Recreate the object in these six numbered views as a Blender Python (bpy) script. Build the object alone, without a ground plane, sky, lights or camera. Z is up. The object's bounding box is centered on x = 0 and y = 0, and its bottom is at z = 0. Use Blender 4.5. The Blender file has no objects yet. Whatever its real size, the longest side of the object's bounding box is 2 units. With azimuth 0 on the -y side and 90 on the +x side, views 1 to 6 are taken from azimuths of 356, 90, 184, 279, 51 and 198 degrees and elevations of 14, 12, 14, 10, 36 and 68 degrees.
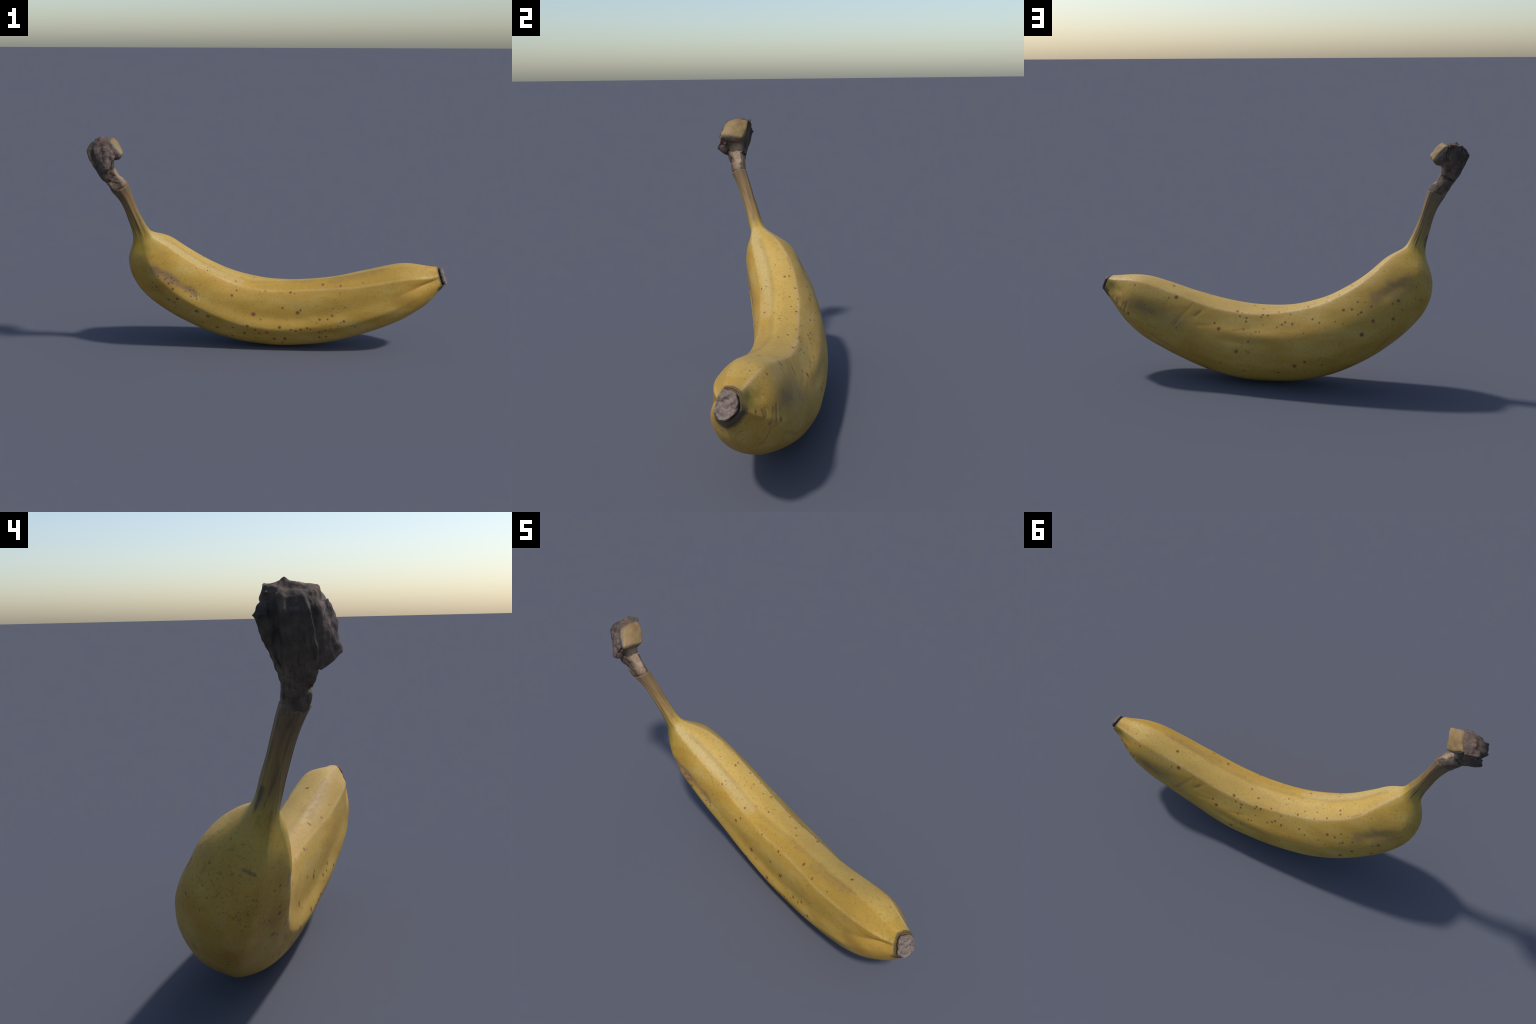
"""A ripe, freckled banana lying on its curve, with its dry stub of the cut bunch crown.

The fruit and its stalk are one lofted skin: a spine, a cross-section rule (round + soft harmonics + six
longitudinal ridges / grooves) and small dents.  The dried crown stub is a union of hulls, remeshed and
wrinkled.  The blossom end is a small withered disc.
"""
import bpy, bmesh, math, random
import numpy as np
from mathutils import Vector, noise

random.seed(7)
rng = np.random.default_rng(7)

# ------------------------------------------------------------------ fruit + stalk: sections along the spine
# centre x, y, z | pitch, yaw of the section plane (degrees) | mean radius, cos/sin of 2a, 3a, 4a
# | heights of the ridges in the order of RIDGES (all in metres)
STATIONS = [
    (-0.832, -0.145, 0.986, -66, 29, 0.0406, 0.0028, -0.0055, 0.0023, 0.0006, -0.0001, -0.0009, 0.0000, 0.0025, 0.0030, 0.0014, 0.0024, -0.0000, 0.0021),
    (-0.806, -0.123, 0.934, -62, 29, 0.0331, 0.0010, -0.0035, 0.0018, 0.0010, -0.0003, -0.0005, -0.0000, 0.0022, 0.0028, 0.0021, 0.0019, 0.0000, 0.0035),
    (-0.783, -0.103, 0.872, -61, 29, 0.0309, 0.0001, -0.0033, 0.0009, 0.0014, -0.0005, 0.0000, -0.0000, 0.0022, 0.0029, 0.0023, 0.0018, 0.0000, 0.0032),
    (-0.755, -0.080, 0.789, -63, 29, 0.0337, 0.0003, -0.0047, -0.0004, 0.0014, -0.0004, 0.0002, -0.0000, 0.0026, 0.0034, 0.0022, 0.0021, 0.0000, 0.0023),
    (-0.736, -0.064, 0.734, -64, 28, 0.0389, 0.0016, -0.0069, -0.0008, 0.0009, -0.0005, 0.0004, -0.0004, 0.0033, 0.0040, 0.0011, 0.0028, 0.0000, 0.0022),
    (-0.724, -0.046, 0.691, -62, 27, 0.0520, 0.0030, -0.0098, -0.0007, 0.0002, -0.0007, 0.0002, -0.0013, 0.0045, 0.0046, 0.0009, 0.0040, -0.0000, 0.0030),
    (-0.712, -0.026, 0.654, -60, 26, 0.0831, 0.0036, -0.0124, -0.0004, 0.0000, -0.0003, -0.0001, -0.0033, 0.0062, 0.0062, 0.0025, 0.0055, -0.0000, 0.0051),
    (-0.693, -0.001, 0.609, -58, 25, 0.1180, 0.0042, -0.0155, -0.0001, 0.0002, 0.0002, -0.0007, -0.0055, 0.0074, 0.0076, 0.0038, 0.0076, 0.0000, 0.0081),
    (-0.662, 0.024, 0.548, -53, 23, 0.1422, 0.0062, -0.0194, -0.0002, 0.0002, 0.0004, -0.0006, -0.0060, 0.0076, 0.0097, 0.0039, 0.0114, -0.0000, 0.0108),
    (-0.597, 0.052, 0.471, -46, 20, 0.1578, 0.0081, -0.0201, -0.0010, -0.0010, 0.0010, -0.0001, -0.0064, 0.0081, 0.0106, 0.0037, 0.0155, -0.0000, 0.0141),
    (-0.488, 0.075, 0.385, -37, 16, 0.1671, 0.0094, -0.0176, -0.0018, -0.0030, 0.0003, 0.0004, -0.0063, 0.0079, 0.0108, 0.0046, 0.0161, 0.0000, 0.0164),
    (-0.336, 0.087, 0.295, -27, 10, 0.1739, 0.0124, -0.0144, -0.0023, -0.0064, -0.0001, 0.0014, -0.0065, 0.0076, 0.0113, 0.0079, 0.0133, 0.0000, 0.0165),
    (-0.155, 0.084, 0.229, -15, 5, 0.1771, 0.0164, -0.0110, -0.0012, -0.0097, -0.0004, 0.0005, -0.0056, 0.0075, 0.0113, 0.0083, 0.0088, 0.0000, 0.0167),
    (0.034, 0.064, 0.202, -5, 0, 0.1765, 0.0195, -0.0096, 0.0019, -0.0112, -0.0008, -0.0001, -0.0026, 0.0066, 0.0113, 0.0074, 0.0051, 0.0000, 0.0167),
    (0.224, 0.033, 0.208, 3, -5, 0.1738, 0.0209, -0.0103, 0.0034, -0.0101, -0.0007, 0.0002, 0.0018, 0.0057, 0.0114, 0.0068, 0.0036, 0.0000, 0.0142),
    (0.408, -0.010, 0.244, 9, -10, 0.1658, 0.0210, -0.0081, 0.0025, -0.0082, -0.0003, 0.0002, 0.0054, 0.0057, 0.0102, 0.0054, 0.0033, 0.0000, 0.0105),
    (0.569, -0.047, 0.296, 13, -15, 0.1575, 0.0186, -0.0033, 0.0018, -0.0065, 0.0001, 0.0003, 0.0060, 0.0064, 0.0089, 0.0064, 0.0036, -0.0000, 0.0078),
    (0.704, -0.080, 0.350, 16, -18, 0.1456, 0.0159, 0.0005, 0.0010, -0.0047, 0.0002, -0.0004, 0.0055, 0.0083, 0.0085, 0.0073, 0.0068, -0.0041, 0.0046),
    (0.799, -0.107, 0.394, 18, -21, 0.1236, 0.0136, 0.0019, 0.0001, -0.0033, 0.0007, -0.0005, 0.0052, 0.0095, 0.0085, 0.0072, 0.0087, -0.0082, 0.0020),
    (0.879, -0.130, 0.428, 19, -22, 0.0877, 0.0113, 0.0028, 0.0004, -0.0022, 0.0008, -0.0007, 0.0050, 0.0084, 0.0075, 0.0062, 0.0085, -0.0104, 0.0022),
    (0.934, -0.140, 0.452, 20, -22, 0.0594, 0.0083, 0.0034, 0.0008, -0.0015, 0.0000, -0.0005, 0.0037, 0.0054, 0.0048, 0.0057, 0.0056, -0.0061, 0.0027),
    (0.957, -0.143, 0.462, 20, -22, 0.0490, 0.0067, 0.0035, 0.0009, -0.0009, -0.0000, -0.0002, 0.0030, 0.0040, 0.0035, 0.0056, 0.0043, -0.0015, 0.0030),
]
# longitudinal ridges and the groove: (way along the spine, angle round it), width of the fold in degrees
RIDGES = {
    'groove': ([(0, 338), (0.25, 330), (0.33, 322), (0.4, 322), (0.5, 325), (0.7, 330), (0.9, 332), (1.1, 334), (1.25, 341), (1.5, 346), (1.7, 346), (1.9, 344), (2.02, 341), (2.12, 340), (2.2, 341), (2.31, 343)], 10),
    'near_crest': ([(0, 290), (0.25, 292), (0.34, 297), (0.42, 301), (0.5, 305), (0.7, 311), (0.9, 315), (1.1, 317), (1.3, 322), (1.5, 325), (1.65, 324), (1.85, 314), (2, 309), (2.15, 303), (2.23, 295), (2.31, 285)], 11),
    'crest': ([(0, 15), (0.25, 5), (0.34, 353), (0.42, 355), (0.5, 358), (0.7, 5), (0.9, 9), (1.1, 10), (1.3, 16), (1.5, 20), (1.7, 20), (1.9, 18), (2.02, 21), (2.15, 25), (2.23, 31), (2.31, 41)], 12),
    'far_flank': ([(0, 90), (0.25, 80), (0.35, 75), (0.55, 95), (0.8, 105), (1.1, 100), (1.4, 100), (1.6, 100), (1.8, 100), (1.95, 103), (2.1, 107), (2.2, 106), (2.31, 102)], 22),
    'keel': ([(0, 185), (0.25, 182), (0.4, 182), (0.7, 180), (0.9, 176), (1.2, 170), (1.6, 163), (1.9, 163), (2.1, 168), (2.2, 176), (2.31, 182)], 20),
    'tip_hollow': ([(0, 262), (1.9, 262), (2, 264), (2.12, 268), (2.22, 270), (2.28, 266), (2.31, 260)], 14),
    'near_flank': ([(0, 240), (0.25, 240), (0.4, 238), (0.6, 243), (0.9, 246), (1.1, 248), (1.4, 254), (1.6, 255), (1.88, 250), (2.1, 240), (2.2, 235), (2.31, 232)], 24),
}
# shallow dents and creases pressed into the skin: from (way, angle) to (way, angle), radius, depth  (m)
DENTS = [
    (1.82, 77, 1.75, 24, .007, .0018), (1.72, 43, 1.69, 31, .012, .0014), (1.69, 60, 1.62, 52, .012, .001),
    (2.12, 121, 2.10, 140, .006, .002), (2.10, 140, 2.09, 155, .006, .002),
    (2.05, 75, 1.90, 70, .05, .003), (2.18, 90, 2.18, 110, .010, .0012), (2.12, 83, 2.12, 108, .010, .001),
    (.50, 245, .79, 263, .02, .002), (.50, 69, .62, 50, .03, .003), (2.25, 60, 2.20, 66, .02, .0025),
    (2.27, 310, 2.14, 320, .02, .001),
]
# broad swellings and hollows of the skin: way, angle, reach along (m), reach round (degrees), height (m)
SWELLS = [
    (1.30, 146, .50, 16, .009), (1.95, 150, .22, 20, .004), (2.08, 122, .13, 24, .006), (1.00, 250, .55, 14, .006), (1.55, 257, .40, 12, .008), (.66, 233, .18, 15, .011), (.52, 250, .15, 20, .003), (.60, 222, .14, 12, .006), (.55, 183, .25, 8, .003), (1.72, 243, .34, 8, .006),
    (1.35, 57, .25, 12, .008), (1.60, 102, .35, 12, -.005), (1.20, 346, .25, 10, .005), (2.23, 268, .06, 15, -.011), (2.28, 300, .05, 30, -.003),
    (2.20, 68, .09, 16, -.003), (2.18, 106, .12, 9, .005), (2.20, 176, .12, 9, .003), (2.20, 206, .09, 13, -.002),
    (1.25, 175, .35, 25, .003), (.15, 180, .20, 60, .0025),
]

ST = np.array(STATIONS)


def natural_spline(x, y, q):
    """natural cubic spline through (x, y) read at q"""
    x, y, q = map(np.asarray, (x, y, q))
    n, h = len(x), np.diff(x)
    A, R = np.eye(n), np.zeros((n,) + y.shape[1:])
    for i in range(1, n - 1):
        A[i, i - 1:i + 2] = h[i - 1], 2 * (h[i - 1] + h[i]), h[i]
        R[i] = 6 * ((y[i + 1] - y[i]) / h[i] - (y[i] - y[i - 1]) / h[i - 1])
    M = np.linalg.solve(A, R)
    i = np.clip(np.searchsorted(x, q) - 1, 0, n - 2)
    ex = (slice(None),) + (None,) * (y.ndim - 1)
    a = ((x[i + 1] - q) / h[i])[ex]
    b = 1 - a
    return a * y[i] + b * y[i + 1] + ((a ** 3 - a) * M[i] + (b ** 3 - b) * M[i + 1]) * (h[i] ** 2)[ex] / 6


# how far along the spine each section stands (m)
WAY = np.array([0.0000, 0.0619, 0.1313, 0.2220, 0.2820, 0.3300, 0.3723, 0.4256, 0.4985, 0.6027, 0.7415, 0.9153, 1.1036, 1.2951, 1.4909, 1.6877, 1.8671, 2.0203, 2.1313, 2.2216, 2.2823, 2.3063])


def ridge_angle(name, s):
    """where a ridge runs round the fruit, with its corners rounded"""
    p = np.array(RIDGES[name][0], float)
    grid = np.linspace(-.2, 2.5, 271)
    g = np.interp(grid, p[:, 0], np.degrees(np.unwrap(np.radians(p[:, 1]))))
    for _ in range(2):
        g = np.convolve(np.pad(g, 4, mode="edge"), np.ones(9) / 9, mode="valid")
    return np.interp(s, grid, g)


def ridges(s, th, heights):
    out = 0.
    for k, (name, (pts, w)) in enumerate(RIDGES.items()):
        d = (np.degrees(th) - ridge_angle(name, s) + 180) % 360 - 180
        out = out + heights[..., k] * np.exp(-(np.sqrt(d * d + 9) - 3) / w)
    return out


def swells(s, th):
    out = 0.
    for s0, a, ls, la, h in SWELLS:
        da = (np.degrees(th) - a + 180) % 360 - 180
        out = out + h * np.exp(-((s - s0) / ls) ** 2 - (da / la) ** 2)
    return out


def skin(s, th, grow=1., push=0.):
    """points of the skin at way s and angle th (arrays of one shape)"""
    s, th = np.broadcast_arrays(np.asarray(s, float), np.asarray(th, float))
    v = natural_spline(WAY, ST, s.ravel()).reshape(s.shape + (ST.shape[1],))
    p, y = np.radians(v[..., 3]), np.radians(v[..., 4])
    T = np.stack([np.cos(p) * np.cos(y), np.cos(p) * np.sin(y), np.sin(p)], -1)
    V = np.stack([-np.sin(y), np.cos(y), 0 * y], -1)
    U = np.cross(T, V)
    r = v[..., 5] + sum(v[..., 2 + 2 * k] * np.cos(k * th) + v[..., 3 + 2 * k] * np.sin(k * th) for k in (2, 3, 4))
    r = (r + ridges(s, th, v[..., 12:]) + swells(s, th)) * grow
    return v[..., :3] + r[..., None] * (np.cos(th)[..., None] * U + np.sin(th)[..., None] * V) + np.asarray(push)[..., None] * T


def at(s, deg):
    return skin(np.array([s]), np.array([math.radians(deg)]))[0]


def segment_distance(P, a, b):
    ab = b - a
    t = np.clip(((P - a) @ ab) / (ab @ ab + 1e-12), 0, 1)
    return np.linalg.norm(P - (a + t[..., None] * ab), axis=-1)


def grid_normals(P):
    ds, dt = np.gradient(P, axis=0), np.roll(P, -1, 1) - np.roll(P, 1, 1)
    n = np.cross(ds, dt)
    n /= np.linalg.norm(n, axis=-1, keepdims=True) + 1e-12
    out = P - P.mean(1, keepdims=True)
    return n * np.sign((n * out).sum(-1).mean())


def new_object(name, mesh, parent=None, mats=()):
    ob = bpy.data.objects.new(name, mesh)
    bpy.context.scene.collection.objects.link(ob)
    for m in mats:
        mesh.materials.append(m)
    if parent:
        ob.parent = parent
    return ob


# ------------------------------------------------------------------ node helpers
class Tree:
    def __init__(self, name):
        self.mat = bpy.data.materials.new(name)
        self.mat.use_nodes = True
        self.t = self.mat.node_tree
        self.t.nodes.clear()
        self.pos = self.n("ShaderNodeTexCoord").outputs["Object"]

    def n(self, kind, **kw):
        node = self.t.nodes.new(kind)
        for k, v in kw.items():
            setattr(node, k, v)
        return node

    def put(self, sock, v):
        if isinstance(v, bpy.types.NodeSocket):
            self.t.links.new(v, sock)
        elif v is not None:
            sock.default_value = v

    def math(self, op, a, b=None, c=None, clamp=False):
        m = self.n("ShaderNodeMath", operation=op, use_clamp=clamp)
        for s, v in zip(m.inputs, (a, b, c)):
            self.put(s, v)
        return m.outputs[0]

    def vec(self, op, a, b=None, scale=None, out=0):
        m = self.n("ShaderNodeVectorMath", operation=op)
        self.put(m.inputs[0], a)
        self.put(m.inputs[1], b)
        if scale is not None:
            self.put(m.inputs["Scale"], scale)
        return m.outputs[out]

    def dist(self, p, c):
        return self.vec("DISTANCE", p, tuple(c), out="Value")

    def remap(self, v, a, b, c=0., d=1., smooth=True):
        m = self.n("ShaderNodeMapRange", interpolation_type="SMOOTHSTEP" if smooth else "LINEAR")
        for s, x in zip(m.inputs, (v, a, b, c, d)):
            self.put(s, x)
        return m.outputs[0]

    def stretch(self, p, scale, rot=(0, 0, 0)):
        m = self.n("ShaderNodeMapping", vector_type="POINT")
        # rotate first, then scale
        q = self.n("ShaderNodeVectorRotate", rotation_type="EULER_XYZ")
        self.put(q.inputs["Vector"], p)
        q.inputs["Rotation"].default_value = rot
        self.t.links.new(q.outputs[0], m.inputs["Vector"])
        m.inputs["Scale"].default_value = scale
        return m.outputs[0]

    def along(self, p, axis, across, length):
        """coordinates squeezed along an axis, so that noise turns into fibres running that way"""
        w = Vector(axis).normalized()
        u = w.orthogonal().normalized()
        c = self.n("ShaderNodeCombineXYZ")
        for k, (d, f) in enumerate(((u, across), (w.cross(u), across), (w, length))):
            self.put(c.inputs[k], self.vec("DOT_PRODUCT", p, tuple(d * f), out="Value"))
        return c.outputs[0]

    def noise(self, p, scale, detail=4, rough=.55, dist=0., color=False):
        m = self.n("ShaderNodeTexNoise")
        self.put(m.inputs["Vector"], p)
        for k, v in (("Scale", scale), ("Detail", detail), ("Roughness", rough), ("Distortion", dist)):
            m.inputs[k].default_value = v
        return m.outputs["Color" if color else "Fac"]

    def voronoi(self, p, scale, feature="F1", rand=1.):
        m = self.n("ShaderNodeTexVoronoi", feature=feature)
        self.put(m.inputs["Vector"], p)
        m.inputs["Scale"].default_value = scale
        m.inputs["Randomness"].default_value = rand
        return m.outputs["Distance"]

    def mix(self, f, a, b, blend="MIX"):
        m = self.n("ShaderNodeMix", data_type="RGBA", blend_type=blend)
        self.put(m.inputs[0], f)
        for s, v in ((m.inputs[6], a), (m.inputs[7], b)):
            self.put(s, v if isinstance(v, bpy.types.NodeSocket) else (*v, 1.))
        return m.outputs[2]

    def ramp(self, f, stops):
        m = self.n("ShaderNodeValToRGB")
        self.put(m.inputs[0], f)
        e = m.color_ramp.elements
        e[0].position, e[0].color = stops[0][0], (*stops[0][1], 1)
        e[1].position, e[1].color = stops[-1][0], (*stops[-1][1], 1)
        for p, c in stops[1:-1]:
            x = e.new(p)
            x.color = (*c, 1)
        return m.outputs[0]

    def capsule(self, p, a, b):
        """distance from the line a-b"""
        a, b = Vector(a), Vector(b)
        ab = b - a
        L = max(ab.length, 1e-6)
        pa = self.vec("SUBTRACT", p, tuple(a))
        t = self.math("DIVIDE", self.vec("DOT_PRODUCT", pa, tuple(ab / L), out="Value"), L, clamp=True)
        return self.vec("DISTANCE", pa, self.vec("SCALE", tuple(ab), scale=t), out="Value")

    def union(self, p, parts):
        """smallest of many distances; parts are functions of the position.  Later ones wait for earlier
        ones (through a vanishing offset), so that few values are alive at a time."""
        out = None
        for k, part in enumerate(parts):
            if k and k % 6 == 0:
                p = self.after(p, out)
            d = part(p)
            out = d if out is None else self.math("MINIMUM", out, d)
        return out

    def after(self, p, value):
        return self.vec("ADD", p, self.vec("SCALE", (1e-9, 1e-9, 1e-9), scale=value))

    def finish(self, color, rough=.5, height=None, bump=.2, spec=.3, coat=0.):
        b = self.n("ShaderNodeBsdfPrincipled")
        self.put(b.inputs["Base Color"], color)
        self.put(b.inputs["Roughness"], rough)
        b.inputs["Specular IOR Level"].default_value = spec
        b.inputs["Coat Weight"].default_value = coat
        if height is not None:
            k = self.n("ShaderNodeBump")
            k.inputs["Strength"].default_value = bump
            k.inputs["Distance"].default_value = .004
            self.put(k.inputs["Height"], height)
            self.t.links.new(k.outputs[0], b.inputs["Normal"])
        o = self.n("ShaderNodeOutputMaterial")
        self.t.links.new(b.outputs[0], o.inputs[0])
        return self.mat


# ------------------------------------------------------------------ skin colour
# freckles: (way along the spine, angle round it, radius in mm)
FRECKLES = [
    (0.57, 250, 5.4), (0.58, 222, 5.8), (0.59, 261, 5.1), (0.60, 78, 7.4), (0.60, 249, 5.4), (0.64, 246, 6.5),
    (0.68, 216, 6.6), (0.68, 97, 7.4), (0.70, 235, 7.3), (0.72, 349, 5.4), (0.76, 80, 7.3), (0.78, 55, 6.1),
    (0.81, 41, 6.1), (0.83, 235, 8.9), (0.84, 91, 9.0), (0.85, 35, 7.4), (0.90, 237, 8.1), (0.97, 296, 6.6),
    (0.98, 220, 7.7), (1.03, 32, 5.1), (1.03, 7, 5.3), (1.05, 235, 5.7), (1.07, 212, 5.8), (1.12, 249, 7.6),
    (1.12, 229, 7.7), (1.13, 105, 6.2), (1.14, 274, 10.4), (1.15, 34, 5.8), (1.18, 111, 9.9), (1.19, 30, 5.9),
    (1.20, 237, 5.7), (1.21, 34, 5.1), (1.24, 242, 7.6), (1.26, 124, 5.9), (1.29, 18, 5.2), (1.29, 226, 8.6),
    (1.31, 256, 7.5), (1.32, 3, 5.1), (1.32, 17, 5.2), (1.32, 295, 6.7), (1.34, 217, 6.4), (1.35, 229, 7.6),
    (1.35, 224, 5.1), (1.37, 321, 5.8), (1.38, 252, 5.5), (1.40, 68, 5.1), (1.41, 249, 5.9), (1.42, 25, 5.2),
    (1.42, 286, 9.6), (1.44, 252, 6.7), (1.44, 291, 5.4), (1.46, 89, 8.9), (1.48, 16, 6.9), (1.48, 254, 5.9),
    (1.55, 241, 5.9), (1.55, 226, 7.2), (1.56, 268, 5.8), (1.57, 54, 8.6), (1.59, 225, 6.3), (1.59, 243, 5.0),
    (1.60, 45, 5.6), (1.60, 333, 7.1), (1.64, 272, 6.2), (1.71, 255, 5.8), (1.72, 325, 5.7), (1.86, 24, 8.7),
    (1.92, 359, 6.4), (2.09, 103, 7.0), (2.12, 34, 5.4)
]
SMALL_FRECKLES = [
    (0.42, 117, 3.2), (0.47, 89, 2.9), (0.48, 219, 3.6), (0.49, 89, 3.3), (0.52, 11, 2.9), (0.53, 112, 3.7),
    (0.54, 100, 2.9), (0.54, 196, 2.6), (0.55, 221, 3.6), (0.58, 208, 4.0), (0.61, 337, 2.7), (0.62, 95, 3.7),
    (0.63, 75, 4.5), (0.66, 360, 2.7), (0.71, 222, 4.1), (0.72, 356, 4.2), (0.72, 55, 4.5), (0.73, 41, 3.3),
    (0.74, 269, 3.2), (0.74, 207, 3.7), (0.75, 313, 4.4), (0.75, 320, 3.1), (0.76, 33, 4.9), (0.80, 56, 3.7),
    (0.82, 4, 4.5), (0.85, 348, 2.2), (0.89, 356, 3.1), (0.89, 59, 3.3), (0.90, 214, 4.8), (0.90, 347, 2.2),
    (0.91, 8, 3.6), (0.92, 50, 4.1), (0.96, 340, 2.2), (0.97, 322, 4.8), (0.98, 359, 3.5), (0.99, 307, 4.4),
    (1.00, 42, 4.7), (1.06, 118, 4.4), (1.10, 55, 3.6), (1.11, 346, 4.3), (1.12, 356, 2.6), (1.15, 17, 3.9),
    (1.17, 118, 2.9), (1.17, 244, 4.8), (1.19, 266, 3.8), (1.19, 224, 3.8), (1.19, 319, 4.3), (1.22, 11, 4.3),
    (1.24, 39, 4.0), (1.32, 34, 3.3), (1.33, 21, 4.4), (1.34, 48, 4.0), (1.36, 49, 4.0), (1.38, 354, 4.2),
    (1.40, 319, 3.3), (1.42, 124, 3.7), (1.42, 31, 4.8), (1.43, 126, 3.4), (1.43, 47, 4.4), (1.45, 18, 3.4),
    (1.46, 24, 4.8), (1.50, 251, 4.2), (1.52, 226, 3.8), (1.54, 262, 3.5), (1.54, 118, 4.1), (1.55, 296, 2.6),
    (1.57, 240, 3.8), (1.61, 266, 4.7), (1.62, 245, 3.4), (1.65, 287, 3.4), (1.67, 247, 3.3), (1.69, 254,
    3.3), (1.71, 314, 2.5), (1.73, 284, 3.3), (1.77, 235, 4.6), (1.80, 80, 3.4), (1.87, 322, 3.6), (1.90, 30,
    3.4), (2.13, 22, 1.9), (2.18, 15, 3.0), (2.23, 98, 4.5)
]
# long marks: kind, from (way, angle), to (way, angle), half width in mm
MARKS = [
    ('scuff', 2.08, 72, 1.80, 66, 52), ('slash', 1.90, 35, 1.97, 78, 2.4), ('slash', 1.86, 40, 1.91, 95, 2.0), ('slash', 1.80, 48, 1.84, 82, 1.8), ('slash', 1.95, 42, 2.02, 70, 1.6),
    ('bruise', 0.49, 244, 0.63, 261, 25.9),
    ('bruise', 0.63, 261, 0.76, 263, 18.8),
    ('bruise2', 0.59, 62, 0.50, 69, 30.7),
    ('bruise2', 0.68, 45, 0.53, 56, 26.6),
    ('bruise2', 0.56, 35, 0.54, 49, 14.4),
    ('slash', 1.82, 77, 1.74, 24, 3.9),
    ('blotch', 2.05, 73, 1.95, 72, 18.4),
    ('green', 2.28, 52, 2.25, 70, 20.3),
    ('streak', 2.14, 87, 2.15, 113, 5.5),
    ('streak', 2.20, 92, 2.19, 105, 4.5),
    ('streak', 0.40, 157, 0.41, 173, 4.3),
    ('stemstain', 0.28, 121, 0.23, 123, 5.5),
    ('blotch', 0.76, 127, 0.81, 133, 6.5),
    ('blotch', 0.79, 185, 0.80, 190, 6.6),
    ('rust', 0.45, 116, 0.43, 115, 3.6),
    ('slash', 2.13, 120, 2.11, 138, 2.9),
    ('slash', 2.11, 138, 2.11, 152, 2.3),
    ('slash', 2.09, 142, 1.99, 131, 2.4),
    ('rust', 2.01, 119, 1.80, 128, 5.0),
    ('blotch', 2.10, 182, 2.09, 164, 4.0),
    ('rust', 1.76, 343, 2.04, 342, 4.5),
    ('smear', 1.66, 337, 1.99, 338, 18.7),
    ('rust', 0.57, 359, 0.64, 1, 4.1),
    ('rustsoft', 2.07, 257, 2.11, 238, 45.6),
    ('streak', 2.18, 96, 2.18, 102, 5.3),
    ('streak', 2.12, 81, 2.12, 107, 4.6),
    ('bruise2', 2.03, 65, 1.96, 75, 11.9),
    ('green', 0.33, 233, 0.37, 245, 25.1),
    ('slash', 1.49, 51, 1.40, 42, 3.3),
    ('slash', 1.72, 43, 1.70, 33, 7.2),
    ('rust', 0.97, 111, 0.94, 106, 4.9),
    ('blotch', 0.72, 140, 0.69, 138, 7.5),
    ('slash', 1.41, 86, 1.39, 88, 4.4),
]


def chain(T, p, pts):
    return T.union(p, [lambda q, a=a, b=b: T.capsule(q, a, b) for a, b in zip(pts[:-1], pts[1:])])


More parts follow.
